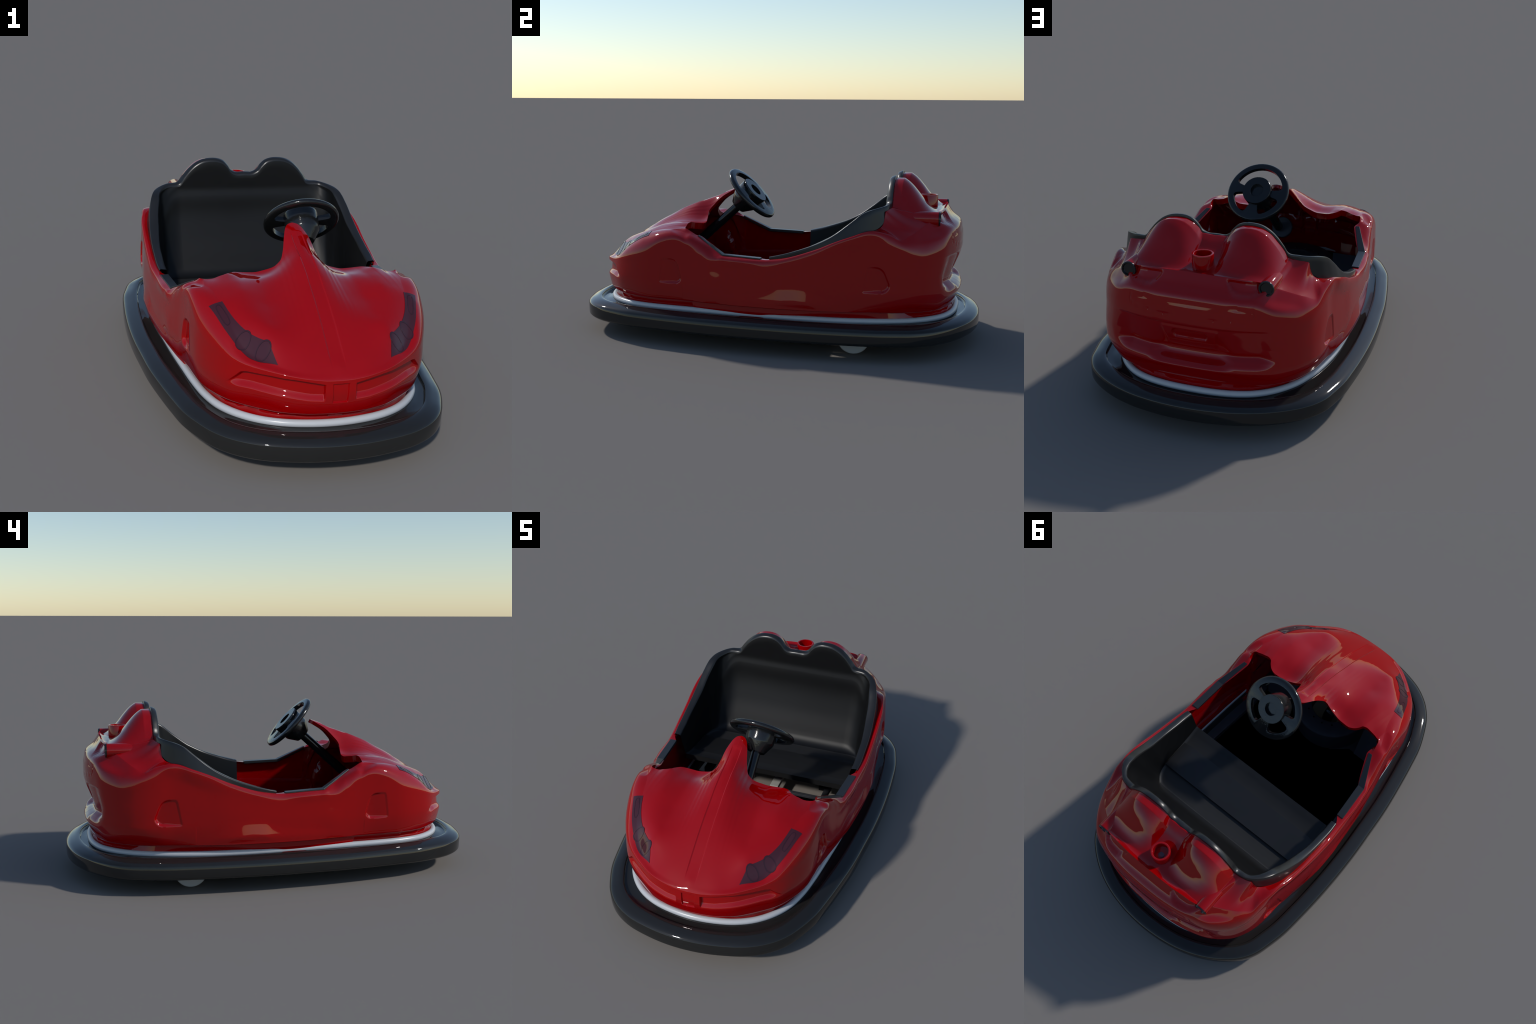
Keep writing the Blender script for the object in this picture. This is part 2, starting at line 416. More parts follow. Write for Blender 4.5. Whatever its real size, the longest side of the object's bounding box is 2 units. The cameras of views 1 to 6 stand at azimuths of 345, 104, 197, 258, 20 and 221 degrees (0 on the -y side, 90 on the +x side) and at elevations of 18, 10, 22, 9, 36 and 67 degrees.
# radiator openings and badge plate in the nose
nose = (gy < -.55) & (rowi <= N_BELT + 10)
grille = [(.056, .325), (.105, .334), (.16, .341), (.24, .345), (.31, .343), (.326, .338), (.345, .315), (.380, .274),
          (.345, .274), (.30, .272), (.25, .266), (.18, .262), (.11, .258), (.056, .254)]
sd = poly_sdf(gx, gz, grille)
shelf_z = np.interp(gx, [0, .11, .19, .25, .30, .34], [.284, .289, .299, .304, .307, .304])
slot_d = .017 * smooth01(0, 1, np.clip((gz - (shelf_z - .028)) / .028, 0, 1)) * (1 - smooth01(.325, .38, gx))
push -= np.where(nose, slot_d * (1 - smooth01(-.0045, .0005, sd)), 0)
sd = poly_sdf(gx, gz, [(0, .3265), (.0305, .3265), (.0285, .2535), (0, .2535), (-.0285, .2535), (-.0305, .3265)])
push -= np.where(nose, .007 * (1 - smooth01(-.004, .0005, sd)), 0)
# scoop in the front skirt
sd = poly_sdf(gx, gz, round_poly([(.37, .206), (.31, .1985), (.235, .199), (.185, .199), (.212, .188), (.287, .181), (.335, .186)], .02))
push -= np.where((gy < -.5) & (rowi < 6), .012 * (1 - smooth01(-.008, .001, sd)), 0)
# tail: brake-light groove, number-plate bay, lower lip
tail = (gy > .6) & (rowi <= N_RIM)
slot = [(.258, .549), (.268, .536), (.266, .519), (.252, .507), (.132, .494), (0, .488), (-.132, .494), (-.252, .507), (-.266, .519), (-.268, .536), (-.258, .549), (0, .5475)]
sd = np.abs(poly_sdf(gx, gz, round_poly(slot, .008)))
push -= np.where(tail, .0032 * np.exp(-(sd / .0028) ** 2), 0)
band = line_dist(gx, gz, [(-.2, .556), (.2, .556)])
push -= np.where(tail, .0022 * np.exp(-(band / .003) ** 2), 0)
zc = np.clip(gz, .20, .485)
zk = [.20, .209, .240, .258, .271, .285, .309, .330, .346, .400, .433, .452, .462, .485]
bay_side = pchip(zk, [.004, .002, .001, -.001, -.003, .001, .020, .040, .034, .021, .013, .009, .001, 0], zc)
bay_mid = pchip(zk, [.004, .002, .001, -.001, -.003, .012, .050, .056, .050, .028, .015, .009, .001, 0], zc)
bay_d = bay_side + (bay_mid - bay_side) * (1 - smooth01(.11, .20, np.abs(gx)))
bw = (1 - smooth01(.29, .385, np.abs(gx) + .25 * np.abs(gz - .37)))
low = np.where(gz < .30, 1 - smooth01(.27, .37, gx), bw)
push -= np.where(tail & (gz < .485) & (gz > .20), bay_d * low * smooth01(.2035, .212, gz), 0)
wedge = (1 - smooth01(.112, .132, np.abs(gx) + .12 * (.452 - gz)))
push += np.where(tail, wedge * .006 * smooth01(.33, .38, gz) * (1 - smooth01(.438, .456, gz)), 0)
sd = poly_sdf(gx, gz, round_poly([(-.076, .434), (.076, .434), (.076, .388), (-.076, .388)], .022))
push -= np.where(tail, .009 * (1 - smooth01(-.006, .002, sd)), 0)
# lamp arcs pressed into the sloping tail
arc = [(.300, .618), (.283, .604), (.262, .595), (.235, .590), (.205, .589), (.180, .594), (.158, .606), (.142, .624), (.132, .640)]
sd = line_dist(gx, gz, arc)
inside = smooth01(.585, .600, gz)
dish = poly_sdf(gx, gz, arc + [(.128, .655), (.345, .655), (.335, .622)])
push -= np.where(tail & (rowi > N_BELT), (.0150 + .013 * np.exp(-((gx - .297) / .035) ** 2)) * (1 - smooth01(-.012, .002, dish)) * (1 - smooth01(.634, .648, gz)), 0)
G[..., 0] += nrm[None, :, 0] * push
G[..., 1] += nrm[None, :, 1] * push
# tapered panel pressed into the bonnet ridge
hw = .0225 + .004 * np.clip((-.30 - gy) / .55, 0, 1)
strip = (1 - smooth01(-.0035, .0025, gx - hw)) * smooth01(.29, .302, -gy) * (1 - smooth01(.80, .885, -gy))
G[..., 2] -= np.where(rowi > N_RIM - 10, .0045 * strip, 0)
G[:, 0, 0] = 0; G[:, -1, 0] = 0

# ---- inside: rolled flange, underside liner and inner walls ------------------
base_pts = G[N_EDGE]
Gn = np.zeros_like(G)
du = np.gradient(G, axis=1); dv = np.gradient(G, axis=0)
Gn = np.cross(du, dv); Gn /= np.maximum(np.linalg.norm(Gn, axis=2), 1e-9)[..., None]
if Gn[N_EDGE // 2, NU // 2, 0] < 0: Gn = -Gn
side_w = smooth01(9.3, 10.5, U)                       # 1 on the flanks and behind
liner = []
fl_in = pchip([0, 9.2, 10, 12, 13.8, 14.3, 19, 23, 28], [.000, .000, .022, .034, .034, .008, .006, .006, .006], U)
flat = base_pts + np.column_stack([-nrm * fl_in[:, None] * np.array([1, 1]), 0 * U])
flat[:, 0] = np.maximum(flat[:, 0], 0)
edge_n = Gn[N_EDGE - 6].copy()
for _ in range(20):
    edge_n[1:-1] = .25 * edge_n[:-2] + .5 * edge_n[1:-1] + .25 * edge_n[2:]
vert = smooth01(1.6, 3.0, U)[:, None]
edge_drop = -edge_n * .017 * (1 - vert) + np.array([0, -.004, -.031]) * vert
for k, t in enumerate((.0, .35, .7, 1.0)):            # rim thickness
    a = base_pts + edge_drop * t
    b = base_pts + (flat - base_pts) * t
    liner.append(a + (b - a) * side_w[:, None])
foot_in = pchip([0, 10, 13.5, 14.5, 28], [.06, .055, .055, .050, .045], U)
out_in = pchip([0, 10, 13.8, 14.5, 28], [.026, .026, .026, .030, .030], U)
wall_foot = np.column_stack([C[:, :2] - nrm * foot_in[:, None], .085 * one])
first = liner[-1]
nl = 26
for k in range(1, nl + 1):
    t = k / nl
    r = int(round(N_EDGE - t * (N_EDGE - 8)))
    off = G[r] - Gn[r] * .020 * np.array([1, 1, 1]) - np.column_stack([nrm * .02 * t, 0 * U])
    off[:, 2] = np.where(t > .9, np.maximum(off[:, 2] - .1 * (t - .9) / .1, .085), off[:, 2])
    down = first + np.array([0, 0, -.02]) * min(1, k / 2) * 0
    # flank: undercut behind the flange, upright wall, then a ledge above the floor
    zt = first[:, 2] - .012
    drop_t = np.clip((t - .12) / .62, 0, 1)
    zw = zt + (.150 - zt) * drop_t
    xin = out_in + (foot_in - out_in) * smooth01(.74, .90, t)
    mid = np.column_stack([C[:, :2] - nrm * xin[:, None], np.where(t > .74, .150 - .065 * smooth01(.86, 1, t), zw)])
    if k <= 3:
        mid = first + (np.column_stack([C[:, :2] - nrm * out_in[:, None], zt]) - first) * (k / 3)
    # behind the seat: drop straight down first, then out to the foot, well below the deck
    hide = first * (1 - t) + wall_foot * t
    hide[:, :2] = first[:, :2] + (wall_foot - first)[:, :2] * t ** 2.2
    mid = mid + (hide - mid) * smooth01(14.5, 16.5, U)[:, None]
    liner.append(off + (mid - off) * side_w[:, None])
L = np.array(liner[1:])
L[:, :, 0] = np.maximum(L[:, :, 0], 0); L[:, 0, 0] = 0; L[:, -1, 0] = 0
FULL = np.concatenate([G, L])                          # rows x stations
right = FULL.transpose(1, 0, 2)
left = right[1:-1][::-1] * np.array([-1, 1, 1])
ring = np.concatenate([right, left])
nu, nv = ring.shape[:2]
ii, jj = np.meshgrid(np.arange(nu), np.arange(nv - 1), indexing="ij")
i2 = (ii + 1) % nu
quads = np.stack([ii * nv + jj, i2 * nv + jj, i2 * nv + jj + 1, ii * nv + jj + 1], -1).reshape(-1, 4)
me = bpy.data.meshes.new("body")
me.vertices.add(nu * nv); me.vertices.foreach_set("co", ring.reshape(-1))
me.loops.add(quads.size); me.loops.foreach_set("vertex_index", quads.reshape(-1).astype(np.int32))
me.polygons.add(len(quads)); me.polygons.foreach_set("loop_start", np.arange(0, quads.size, 4, dtype=np.int32))
me.update(calc_edges=True); me.validate()
me.polygons.foreach_set("use_smooth", [True] * len(me.polygons))
me.materials.append(RED)
me.set_sharp_from_angle(angle=math.radians(38))
BODY = bpy.data.objects.new("body", me); bpy.context.scene.collection.objects.link(BODY); BODY.parent = CAR
skin = BVHTree.FromPolygons([Vector(v) for v in ring.reshape(-1, 3)], quads.tolist())

def drop(x, y, z0=1.2):
    hit = skin.ray_cast(Vector((x, y, z0)), Vector((0, 0, -1)))
    return hit[0], hit[1] if hit[1].z > 0 else -hit[1]

# ================================================================== headlights
def lens_patch(name, poly, mat, parent, lift, cells=44, thick=.003):
    """A lens of the given plan outline that lies on the bonnet."""
    P = np.array(poly); inner, outer = P[0], P[1]
    V, F = [], []
    n, m = cells, 14
    for layer, h in ((0, lift), (1, lift - thick)):
        for i in range(n + 1):
            a = spline(np.linspace(0, 1, len(inner)), np.array(inner), [i / n])[0]
            b = spline(np.linspace(0, 1, len(outer)), np.array(outer), [i / n])[0]
            for j in range(m + 1):
                q = a + (b - a) * j / m
                c, nn = drop(*q)
                V.append(c + nn * h)
    k = (n + 1) * (m + 1)
    F += grid_faces(n + 1, m + 1)
    F += [tuple(reversed([x + k for x in f])) for f in grid_faces(n + 1, m + 1)]
    border = [i * (m + 1) for i in range(n + 1)] + [n * (m + 1) + j for j in range(1, m + 1)] + \
             [i * (m + 1) + m for i in range(n - 1, -1, -1)] + [j for j in range(m - 1, 0, -1)]
    for a, b in zip(border, border[1:] + border[:1]):
        F.append((a, b, b + k, a + k))
    return mesh_object(name, V, F, mat, parent, angle=40)

def ring_patch(name, c, ax, rx, ry, width, mat, parent, lift, n=48, square=2.0):
    """Raised rim of a lamp reflector, following the lens."""
    ca, sa = math.cos(ax), math.sin(ax); rings = []
    for i in range(n):
        t = math.tau * i / n
        ct, st = math.cos(t), math.sin(t)
        e = (abs(ct) ** square + abs(st) ** square) ** (-1 / square)
        row = []
        for w, h in ((0, lift - .001), (.15, lift + .0009), (.85, lift + .0009), (1, lift - .001)):
            u, v = ct * e * (rx - width * w), st * e * (ry - width * w)
            p, nn = drop(c[0] + ca * u - sa * v, c[1] + sa * u + ca * v)
            row.append(p + nn * h)
        rings.append(row)
    return loft(name, rings, mat, parent, True, False, angle=40)

for sx in (1, -1):
    inner = [(.353, -.569), (.339, -.620), (.321, -.663), (.295, -.704), (.266, -.735), (.228, -.769)]
    outer = [(.402, -.569), (.385, -.619), (.363, -.676), (.330, -.730), (.282, -.785), (.209, -.831)]
    lens = lens_patch("headlight", ([(sx * a, b) for a, b in inner], [(sx * a, b) for a, b in outer]), LENS, CAR, .0016)
    for (cx, cy, rr) in ((.3085, -.722, .029), (.2495, -.7776, .029)):
        ring_patch("lamp_ring", (sx * cx, cy), 0, rr, rr * .76, .0050, LENS_DARK, lens, .0018)
    ring_patch("lamp_ring", (sx * .361, -.622), math.radians(72 if sx > 0 else 108), .044, .0125, .0042, LENS_DARK, lens, .0018, square=3.2)

# ================================================================== bumper ring and white tube
RING = np.array([(0, -1.0), (.08, -.996), (.183, -.978), (.29, -.944), (.385, -.880), (.436, -.819), (.472, -.749), (.506, -.664),
                 (.531, -.552), (.554, -.424), (.578, -.258), (.590, -.110), (.598, .0), (.603, .170), (.601, .300), (.592, .455),
                 (.577, .595), (.562, .660), (.537, .745), (.495, .812), (.435, .868), (.355, .920), (.244, .966), (.127, .991), (0, 1.0)])
def closed_outline(half, n):
    H = np.asarray(half, float)
    full = np.vstack([H, (H[1:-1] * [-1, 1])[::-1]])
    ext = np.vstack([full[-3:], full, full[:4]])
    s = np.concatenate([[0], np.cumsum(np.linalg.norm(np.diff(ext, axis=0), axis=1))])
    a, b = s[3], s[3 + len(full)]
    p = spline(s, ext, np.linspace(a, b, n, endpoint=False))
    for _ in range(3):
        p = .25 * np.roll(p, 1, 0) + .5 * p + .25 * np.roll(p, -1, 0)
    t = np.roll(p, -1, 0) - np.roll(p, 1, 0)
    nn = np.stack([t[:, 1], -t[:, 0]], 1); nn /= np.linalg.norm(nn, axis=1)[:, None]
    for _ in range(4):
        nn = .25 * np.roll(nn, 1, 0) + .5 * nn + .25 * np.roll(nn, -1, 0)
        nn /= np.linalg.norm(nn, axis=1)[:, None]
    return p, nn

def sweep(name, half, section, mat, parent, n=420, angle=None, close_v=True):
    p, nn = closed_outline(half, n)
    rings = [[(a[0] + b[0] * o, a[1] + b[1] * o, z) for o, z in section] for a, b in zip(p, nn)]
    return loft(name, rings, mat, parent, True, close_v, angle=angle)

# section of the rubber (offset from the widest line, height), outside -> top -> channel -> underside
section = [(-.012, .0735), (-.006, .078), (-.001, .083), (0, .087), (0, .1365), (-.002, .1405), (-.007, .1460), (-.015, .1510), (-.024, .1550),
           (-.030, .1570), (-.036, .1592), (-.045, .1620), (-.054, .1636), (-.062, .1640), (-.0655, .1630), (-.0675, .1600), (-.0690, .1510),
           (-.0715, .1485), (-.085, .1475), (-.100, .1485), (-.116, .1525), (-.128, .1545), (-.150, .1550), (-.152, .130), (-.152, .086), (-.140, .078), (-.060, .070), (-.022, .0705)]
BUMPER = sweep("bumper", RING, section, RUBBER, CAR, 520, angle=32)
tube_sec = [(.004 + .0145 * math.cos(a), .1605 + .0145 * math.sin(a)) for a in np.linspace(0, math.tau, 20, endpoint=False)]
TRIM = sweep("trim_tube", TUBE, tube_sec, WHITE, CAR, 420)

# ================================================================== seat tub
# stations run from the front end of the side rim (0) to the middle of the back (19)
RIM_OUT = np.array([(.484, .056, .4445), (.4885, .10, .455), (.490, .168, .474), (.490, .26, .506), (.487, .33, .540), (.483, .365, .563), (.472, .435, .619),
                    (.457, .487, .659), (.440, .526, .674), (.424, .547, .680), (.409, .562, .684), (.366, .590, .692), (.322, .597, .697),
                    (.298, .597, .727), (.27, .597, .760), (.24, .597, .786), (.20, .597, .805), (.165, .597, .810), (.13, .597, .808), (.10, .597, .797),
                    (.078, .597, .777), (.060, .597, .753), (.045, .597, .744), (0, .597, .742)])
RIM_IN = np.array([(.451, .057, .441), (.4535, .10, .451), (.454, .15, .466), (.454, .24, .498), (.448, .31, .532), (.445, .335, .545), (.436, .416, .605),
                   (.423, .472, .650), (.415, .506, .667), (.402, .532, .674), (.386, .551, .679), (.355, .566, .685), (.312, .569, .690),
                   (.290, .569, .720), (.264, .569, .753), (.236, .569, .778), (.198, .569, .797), (.165, .569, .802), (.132, .569, .800), (.104, .569, .789),
                   (.083, .569, .769), (.064, .569, .746), (.047, .569, .737), (0, .569, .735)])
RIM_LOW = np.array([(.483, .056, .427), (.4885, .10, .436), (.490, .168, .449), (.4915, .26, .480), (.4915, .33, .504), (.490, .365, .520), (.484, .435, .552),
                    (.471, .487, .566), (.452, .526, .578), (.432, .552, .590), (.418, .568, .607), (.374, .590, .662), (.322, .598, .673),
                    (.295, .598, .70), (.266, .598, .73), (.236, .598, .757), (.198, .598, .776), (.165, .598, .780), (.132, .598, .778), (.104, .598, .767),
                    (.083, .598, .747), (.064, .598, .725), (.047, .598, .716), (0, .598, .714)])
CUSHION = np.array([(.430, .059, .329), (.433, .105, .310), (.435, .155, .296), (.437, .24, .283), (.436, .30, .278), (.432, .32, .277), (.424, .355, .275),
                    (.410, .38, .274), (.395, .393, .273), (.385, .398, .273), (.372, .401, .273), (.340, .404, .273), (.306, .405, .273),
                    (.284, .405, .273), (.258, .405, .273), (.230, .405, .273), (.192, .405, .273), (.158, .405, .273), (.124, .405, .273), (.096, .405, .273),
                    (.074, .405, .273), (.056, .405, .273), (.041, .405, .273), (0, .405, .273)])
def cushion_z(y):
    return pchip([.059, .075, .105, .155, .24, .30, .37, .45], [.329, .322, .309, .295, .281, .276, .273, .273], y)
nk = len(RIM_OUT)
knots = np.concatenate([[0], np.cumsum(np.linalg.norm(np.diff(RIM_OUT, axis=0), axis=1))])
SV = np.concatenate([np.linspace(a, b, 9, endpoint=False) for a, b in zip(knots[:-1], knots[1:])] + [[knots[-1]]])
ro, ri, rl, cu = (spline(knots, A, SV) for A in (RIM_OUT, RIM_IN, RIM_LOW, CUSHION))
for A in (ro, ri, rl, cu):
    A[-1, 0] = 0
prof = []
dn = np.array([0, 0, -1.0])
across = ri - ro; wid = np.linalg.norm(across, axis=1)[:, None]; across /= np.maximum(wid, 1e-6)
prof.append(rl + across * .010)
prof.append(rl)
for t in np.linspace(.25, 1, 4):
    prof.append(rl + (ro + dn * .006 - rl) * t)
prof.append(ro + across * .0018 + dn * .0018)
prof.append(ro + across * .006)
prof.append(ri - across * .007 + dn * .0005)
prof.append(ri - across * .002 + dn * .003)
prof.append(ri + dn * .009)
# inner wall: straight on the sides; upright head-rest plate then reclined on the back
back = smooth01(knots[7], knots[12], SV)
start = ri + dn * .009
for t in np.linspace(.04, 1, 30):
    line = start + (cu - start) * t
    zt = start[:, 2] + (cu[:, 2] - start[:, 2]) * t
    # common heights below the head-rest step, so its edge runs straight
    zt = start[:, 2] + (.668 - start[:, 2]) * t / .25 if t < .25 else np.interp(t, [.25, .40, 1], [.668, .630, .273]) * np.ones(len(SV))
    yk = pchip([.273, .279, .292, .312, .345, .45, .56, .630, .650, .668, .85], [.405, .421, .436, .448, .464, .512, .547, .5565, .563, .5665, .567], zt)
    xk = start[:, 0] + (cu[:, 0] - start[:, 0]) * t
    bk = np.column_stack([xk, yk, zt])
    prof.append(line + (bk - line) * back[:, None])
# cushion: run in to the middle line
mid = np.column_stack([0 * SV, .059 + .24 * (SV / SV[-1]) ** 1.0, 0 * SV])
mid[:, 2] = cushion_z(mid[:, 1])
for t in np.linspace(.04, 1, 16):
    p = cu + (mid - cu) * t
    p[:, 2] = p[:, 2] + (cushion_z(p[:, 1]) - p[:, 2]) * smooth01(0, .12, t)
    prof.append(p)
S = np.array(prof).transpose(1, 0, 2)
Sm = S[:-1][::-1] * np.array([-1, 1, 1])
tub = np.concatenate([S, Sm])
# one smooth tub, separated into its rim, its back with the side bolsters, and the cushion
whole = loft("seat_whole", tub, SEAT, None, False, False, angle=None)
wn = np.array([v.normal[:] for v in whole.data.vertices]); wv = np.array([v.co[:] for v in whole.data.vertices])
tree = {tuple(np.round(v, 5)): i for i, v in enumerate(wv)}
bpy.data.objects.remove(whole)
SEAT_GROUP = bpy.data.objects.new("seat", None); bpy.context.scene.collection.objects.link(SEAT_GROUP); SEAT_GROUP.parent = CAR
R0, R1 = 10, 10 + 30
for nm, a, b, mt in (("seat_rim", 0, R0 + 1, SEAT), ("backrest", R0, R1 + 1, BACK), ("seat_cushion", R1, tub.shape[1], CUSH)):
    part = loft(nm, tub[:, a:b], mt, SEAT_GROUP, False, False)
    if nm != "seat_rim":
        nn = [wn[tree.get(tuple(np.round(v.co[:], 5)), 0)] for v in part.data.vertices]
        ref = part.data.vertices[len(part.data.vertices) // 2]
        sgn = 1 if np.dot(nn[ref.index], ref.normal) > 0 else -1
        part.data.normals_split_custom_set_from_vertices([tuple(sgn * x) for x in nn])
    else:
        part.data.set_sharp_from_angle(angle=math.radians(50))
# under-shell of the cushion gives its front edge a thickness
lip_v = [(x, .0592, z) for x in np.linspace(-.430, .430, 30) for z in (.3285, .300)]
mesh_object("seat_front_lip", lip_v + [(x, y + .25, z - .012) for x, y, z in lip_v][1::2],
            [(2*i, 2*i+1, 2*i+3, 2*i+2) for i in range(29)] + [(2*i+1, 60+i, 61+i, 2*i+3) for i in range(29)], SEAT, SEAT_GROUP, False)

# ================================================================== side pads
def pad_strip(sx):
    path = [np.array(p) for p in ((.411, -.314, .517), (.4765, -.172, .440), (.4885, .0135, .4325))]
    V = []
    for i, p in enumerate(path):
        inw = np.array([-1, 0, 0])
        if i == 0: along = path[1] - path[0]
        else: along = path[i] - path[i - 1]
        w = (.020, .036, .035)[i]
        up = np.array([0, .35, .9]) if i == 0 else (np.array([0, .22, .97]) if i == 1 else np.array([0, 0, 1.]))
        up /= np.linalg.norm(up)
        a = p; b = p + inw * w
        V.append([a - up * .010, a + up * .003, b + up * .003, b - up * .012])
    rings = [[(v[0] * sx, v[1], v[2]) for v in r] for r in V]
    ob = loft("side_pad", rings, PAD, CAR, False, True, caps=True, smooth=False)
    m = ob.modifiers.new("soft_edge", "BEVEL"); m.width = .0018; m.segments = 2
    return ob
for sx in (1, -1):
    pad_strip(sx)

# ================================================================== tail pipes and pole socket
for sx in (1, -1):
    r = .0325
    pipe = lathe("tail_pipe", [(r * .9, -.02), (r, -.02), (r, .171), (r * .97, .1735), (r * .93, .1735)], (sx * .297, .640, .6245), (0, 1, 0), RED, CAR, 48)
    lathe("pipe_mouth", [(0, .1715), (r * .70, .1715), (r * .74, .1735), (r * .80, .1775), (r * .95, .1775), (r * 1.0, .1750), (r * 1.0, .169), (r * .8, .16)],
          (sx * .297, .640, .6245), (0, 1, 0), PIPE_END, pipe, 48)
socket = lathe("pole_socket", [(.0455, -.075), (.0455, -.004), (.0445, -.001), (.0425, 0), (.0375, 0), (.0358, -.001), (.0350, -.004), (.0350, -.090)],
               (0, .737, .708), (0, 0, 1), RED, CAR, 64)
lathe("contact_rod", [(0, -.045), (.012, -.046), (.019, -.052), (.021, -.062), (.021, -.30)], (0, .737, .708), (0, 0, 1), ROD, socket, 40)
lathe("socket_liner", [(.0345, -.089), (0, -.0895)], (0, .737, .708), (0, 0, 1), DARK, socket, 32)

# ================================================================== steering wheel
AX = Vector((.048, .740, .671)).normalized()            # towards the driver
HUB = Vector((.0667, -.140, .694))
WX = AX.cross(Vector((0, 0, 1))).normalized() * -1      # sideways in the wheel plane
WY = AX.cross(WX) * -1
if WY.z < 0: WY = -WY
def wp(x, y, h):
    return HUB + WX * x + WY * y + AX * h
R_OUT = .1567
STEER = bpy.data.objects.new("steering_wheel", None); bpy.context.scene.collection.objects.link(STEER); STEER.parent = CAR
def tilt(p, a=math.radians(-3)):
    return (p[0] * math.cos(a) - p[1] * math.sin(a), p[0] * math.sin(a) + p[1] * math.cos(a))
def wheel_plate():
    """Flat wheel disc with three openings, cut by boolean, edge rounded."""
    prof = [(.0, .0110), (.146, .0110), (.1515, .0090), (.1550, .0045), (R_OUT, -.001), (.1553, -.0065), (.151, -.0110), (.145, -.0125), (0, -.0125)]
    disc = lathe("rim", prof, HUB, AX, LEATHER, STEER, 112, 40)
    def cutter(a0, a1, r0, r1, rc):
        poly = [(r1 * math.cos(t), r1 * math.sin(t)) for t in np.linspace(a0, a1, 28)]
        poly += [(r0 * math.cos(t), r0 * math.sin(t)) for t in np.linspace(a1, a0, 18)]
        fine = []
        poly = [np.array(p) for p in poly]
        n1 = 28
        out = []
        for k, p in enumerate(poly):
            if k in (0, n1 - 1, n1, len(poly) - 1):
                a, b = poly[k - 1] - p, poly[(k + 1) % len(poly)] - p
                # walk back along the outline by the corner radius
                def walk(step):
                    d, q, kk = 0, p, k
                    while d < rc:
                        nx = poly[(kk + step) % len(poly)]; s = np.linalg.norm(nx - q)
                        if d + s >= rc: return q + (nx - q) * (rc - d) / s
                        d += s; q = nx; kk += step
                    return q
                pa, pb = walk(-1), walk(1)
                for t in np.linspace(0, 1, 7):
                    out.append((1 - t) ** 2 * pa + 2 * t * (1 - t) * p + t * t * pb)
            else:
                near = any(np.linalg.norm(p - poly[c]) < rc * .999 for c in (0, n1 - 1, n1, len(poly) - 1))
                if not near: out.append(p)
        lo = [wp(*tilt(p), -.05) for p in out]; hi = [wp(*tilt(p), .05) for p in out]
        n = len(out)
        return mesh_object("wheel_cutter", lo + hi, [tuple(range(n))[::-1], tuple(range(n, 2 * n))] +
                           [(i, (i + 1) % n, n + (i + 1) % n, n + i) for i in range(n)], LEATHER, None, False)
    D2 = math.radians
    holes = [(D2(14), D2(166), .052, .1255, .020), (D2(192), D2(253), .052, .1235, .020), (D2(287), D2(348), .052, .1235, .020)]
    for h in holes:
        c = cutter(*h)
        m = disc.modifiers.new("opening", "BOOLEAN"); m.object = c; m.operation = "DIFFERENCE"; m.solver = "EXACT"
        bpy.context.view_layer.update()
        ev = disc.evaluated_get(bpy.context.evaluated_depsgraph_get())
        new = bpy.data.meshes.new_from_object(ev)
        disc.modifiers.clear(); disc.data = new
        bpy.data.objects.remove(c)
    disc.data.name = "rim"
    disc.data.polygons.foreach_set("use_smooth", [True] * len(disc.data.polygons))
    disc.data.set_sharp_from_angle(angle=math.radians(38))
wheel_plate()
lathe("hub", [(.0325, -.02), (.0325, .0268), (.0335, .0278), (.0700, .0278), (.0715, .0262), (.0722, .020), (.0700, -.050), (.0665, -.058), (.0430, -.098), (.0405, -.1015), (.0, -.1015)],
      HUB, AX, LEATHER, STEER, 80, 40)
lathe("hub_hole_dark_disc", [(0, .004), (.0330, .004)], HUB, AX, MAT, STEER, 40)
FOOT = Vector((.058, -.440, .424))
AXC = (HUB - AX * .1 - FOOT).normalized()
lathe("column", [(.0235, -.02), (.0235, .01), (.0225, .3), (.0225, .34)], FOOT, AXC, DARK, STEER, 40)
lathe("column_boss", [(0, .0), (.052, .0), (.055, -.003), (.055, -.02), (0, -.02)], FOOT + Vector((-.012, -.035, -.02)), (AXC + Vector((0, .15, -.2))), CHASSIS, CAR, 48)

# ================================================================== chassis, floor, wheels
FLOOR = [(.0, -.80), (.17, -.77), (.29, -.66), (.365, -.55), (.412, -.42), (.430, -.20), (.442, 0), (.446, .15), (.444, .235)]
RC = (0.0, -.552)                                       # middle of the drive collar
def pierced(name, half, z0, z1, mat, radius, n=160):
    """Flat plate with the round opening of the drive unit."""
    full = [np.array(p) for p in half] + [np.array((-p[0], p[1])) for p in half[::-1] if p[0] > 1e-6]
    c = np.array(RC); V = []
    for k in range(n):
        a = math.tau * k / n; d = np.array((math.cos(a), math.sin(a))); best = None
        for p, q in zip(full, full[1:] + full[:1]):
            M = np.array([d, p - q]).T
            if abs(np.linalg.det(M)) < 1e-12: continue
            t, w = np.linalg.solve(M, p - c)
            if t > 0 and -1e-9 <= w <= 1 + 1e-9: best = t if best is None else max(best, t)
        i, o = c + d * min(radius, best * .98), c + d * best
        V.append([(i[0], i[1], z1), (o[0], o[1], z1), (o[0], o[1], z0), (i[0], i[1], z0)])
    return loft(name, V, mat, CAR, True, True, smooth=False)
pierced("chassis_plate", FLOOR, .056, .0625, CHASSIS, .205)
def plate(name, half, z0, z1, mat):
    full = [tuple(p) for p in half] + [(-p[0], p[1]) for p in half[::-1] if p[0] > 1e-6]
    k = len(full)
    return mesh_object(name, [(x, y, z1) for x, y in full] + [(x, y, z0) for x, y in full],
                       [tuple(range(k)), tuple(range(k, 2 * k))[::-1]] + [(i, (i + 1) % k, k + (i + 1) % k, k + i) for i in range(k)], mat, CAR, False)
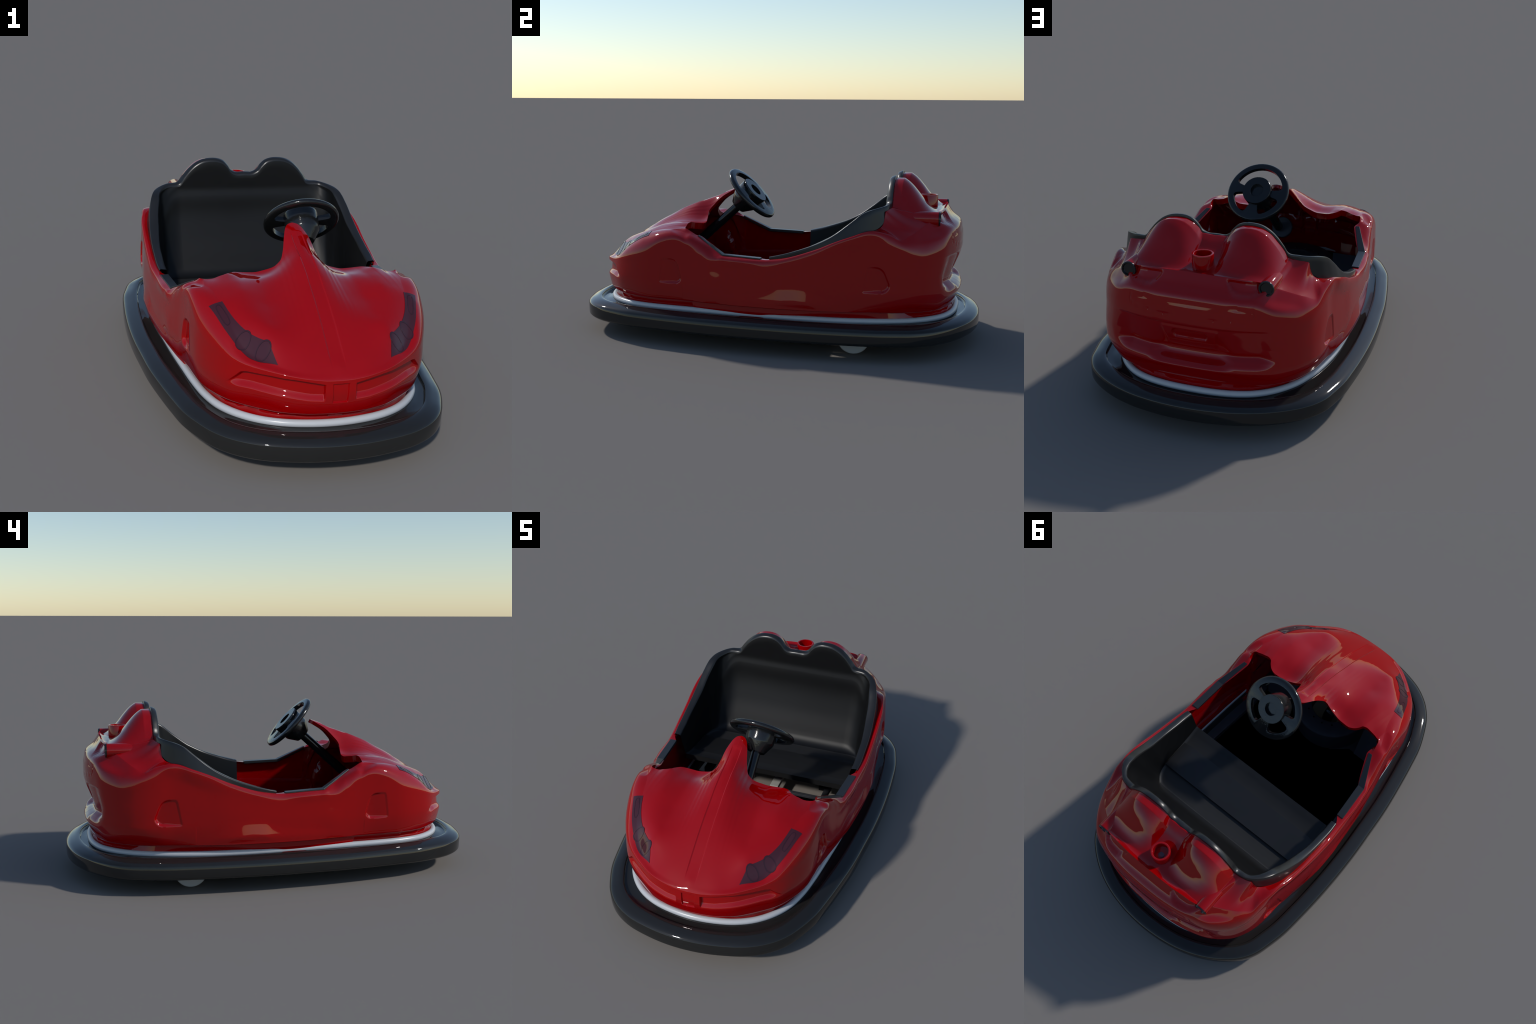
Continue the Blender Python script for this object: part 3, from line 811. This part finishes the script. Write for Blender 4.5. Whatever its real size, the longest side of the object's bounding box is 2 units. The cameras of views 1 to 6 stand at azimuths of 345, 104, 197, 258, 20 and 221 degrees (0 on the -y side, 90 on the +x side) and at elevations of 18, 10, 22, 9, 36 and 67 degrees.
plate("floor_mat", [(0, -.345), (.12, -.375), (.20, -.44), (.375, -.44), (.378, -.30), (.388, -.15), (.402, 0), (.408, .15), (.408, .2345)], .063, .065, MAT)
lathe("drive_collar", [(.118, .060), (.118, .205), (.121, .2085), (.150, .2130), (.198, .2180), (.2065, .2160), (.210, .2100), (.210, .060)], (RC[0], RC[1], 0), (0, 0, 1), CHASSIS, CAR, 112, 30)
bolt_mesh = None
for k in range(16):
    a = math.tau * (k + .5) / 16
    loc = Vector((RC[0] + .141 * math.cos(a), RC[1] + .141 * math.sin(a), .2125))
    if bolt_mesh is None:
        b = lathe("collar_bolt", [(0, .003), (.004, .003), (.005, .001), (.005, -.004)], (0, 0, 0), (0, 0, 1), DARK, CAR, 10)
        bolt_mesh = b.data
    else:
        b = bpy.data.objects.new("collar_bolt", bolt_mesh); bpy.context.scene.collection.objects.link(b); b.parent = CAR
    b.location = loc
for sx in (1, -1):
    V = [(.235, -.435, .066), (.385, -.435, .066), (.360, -.60, .245), (.210, -.60, .245)]
    V = [(x * sx, y, z) for x, y, z in V]
    W = [(x, y - .006, z - .008) for x, y, z in V]
    mesh_object("footrest", V + W, [(0, 1, 2, 3), (7, 6, 5, 4)] + [(i, (i + 1) % 4, 4 + (i + 1) % 4, 4 + i) for i in range(4)], CHASSIS, CAR, False)
    led = []
    for y in np.linspace(-.44, .235, 12):
        xi = float(np.interp(y, [-.44, -.30, -.15, 0, .235], [.372, .372, .386, .399, .406]))
        xo = float(np.interp(y, [-.44, -.30, -.15, 0, .235], [.430, .448, .466, .478, .488]))
        led.append([(sx * xi, y, .058), (sx * xi, y, .098), (sx * (xi + .002), y, .100), (sx * xo, y, .100), (sx * xo, y, .058)])
    loft("side_ledge", led, CHASSIS, CAR, False, True, caps=True, smooth=False)
    # side sills and wheels
    box("side_sill", (.030, .44, .05), (sx * .405, .48, .085), CHASSIS, CAR, .003)
    wh = lathe("wheel", [(0, -.016), (.060, -.016), (.072, -.014), (.0755, -.010), (.076, -.006), (.076, .006), (.0755, .010), (.072, .014), (.060, .016), (0, .016)],
               (sx * .432, .447, .076), (1, 0, 0), WHEEL, CAR, 64, 30)
    lathe("wheel_nut", [(0, .022), (.012, .022), (.014, .020), (.014, .010)], (sx * .432, .447, .076), (sx, 0, 0), STEEL, wh, 24)
lathe("drive_wheel", [(0, -.03), (.060, -.03), (.068, -.022), (.070, 0), (.068, .022), (.060, .03), (0, .03)], (0, -.552, .070), (1, 0, 0), DARK, CAR, 48, 30)
box("cross_beam", (.84, .022, .030), (0, .247, .062), CHASSIS, CAR, .002)
box("cross_beam", (.80, .040, .030), (0, .640, .075), STEEL, CAR, .002)
box("long_beam", (.046, .40, .022), (-.015, .46, .070), STEEL, CAR, .002)
box("long_beam", (.030, .40, .022), (.265, .46, .070), CHASSIS, CAR, .002)
box("long_beam", (.030, .40, .022), (-.285, .46, .070), CHASSIS, CAR, .002)
box("seat_bracket", (.030, .030, .19), (.235, .33, .165), DARK, CAR, .002)
box("seat_bracket", (.030, .030, .19), (-.235, .33, .165), DARK, CAR, .002)
lathe("axle", [(0, -.42), (.012, -.42), (.012, .42), (0, .42)], (0, .447, .076), (1, 0, 0), STEEL, CAR, 20)
rod_post = lathe("pole_post", [(0, 0), (.024, 0), (.024, .30), (0, .30)], (0, .737, .08), (0, 0, 1), DARK, CAR, 24)
box("rear_plate", (.60, .16, .008), (0, .745, .082), CHASSIS, CAR, .002)

# skid strips hidden under the ring keep the plan closed at the sides
for ob in bpy.data.objects:
    if ob.type == "MESH":
        ob.data.validate()
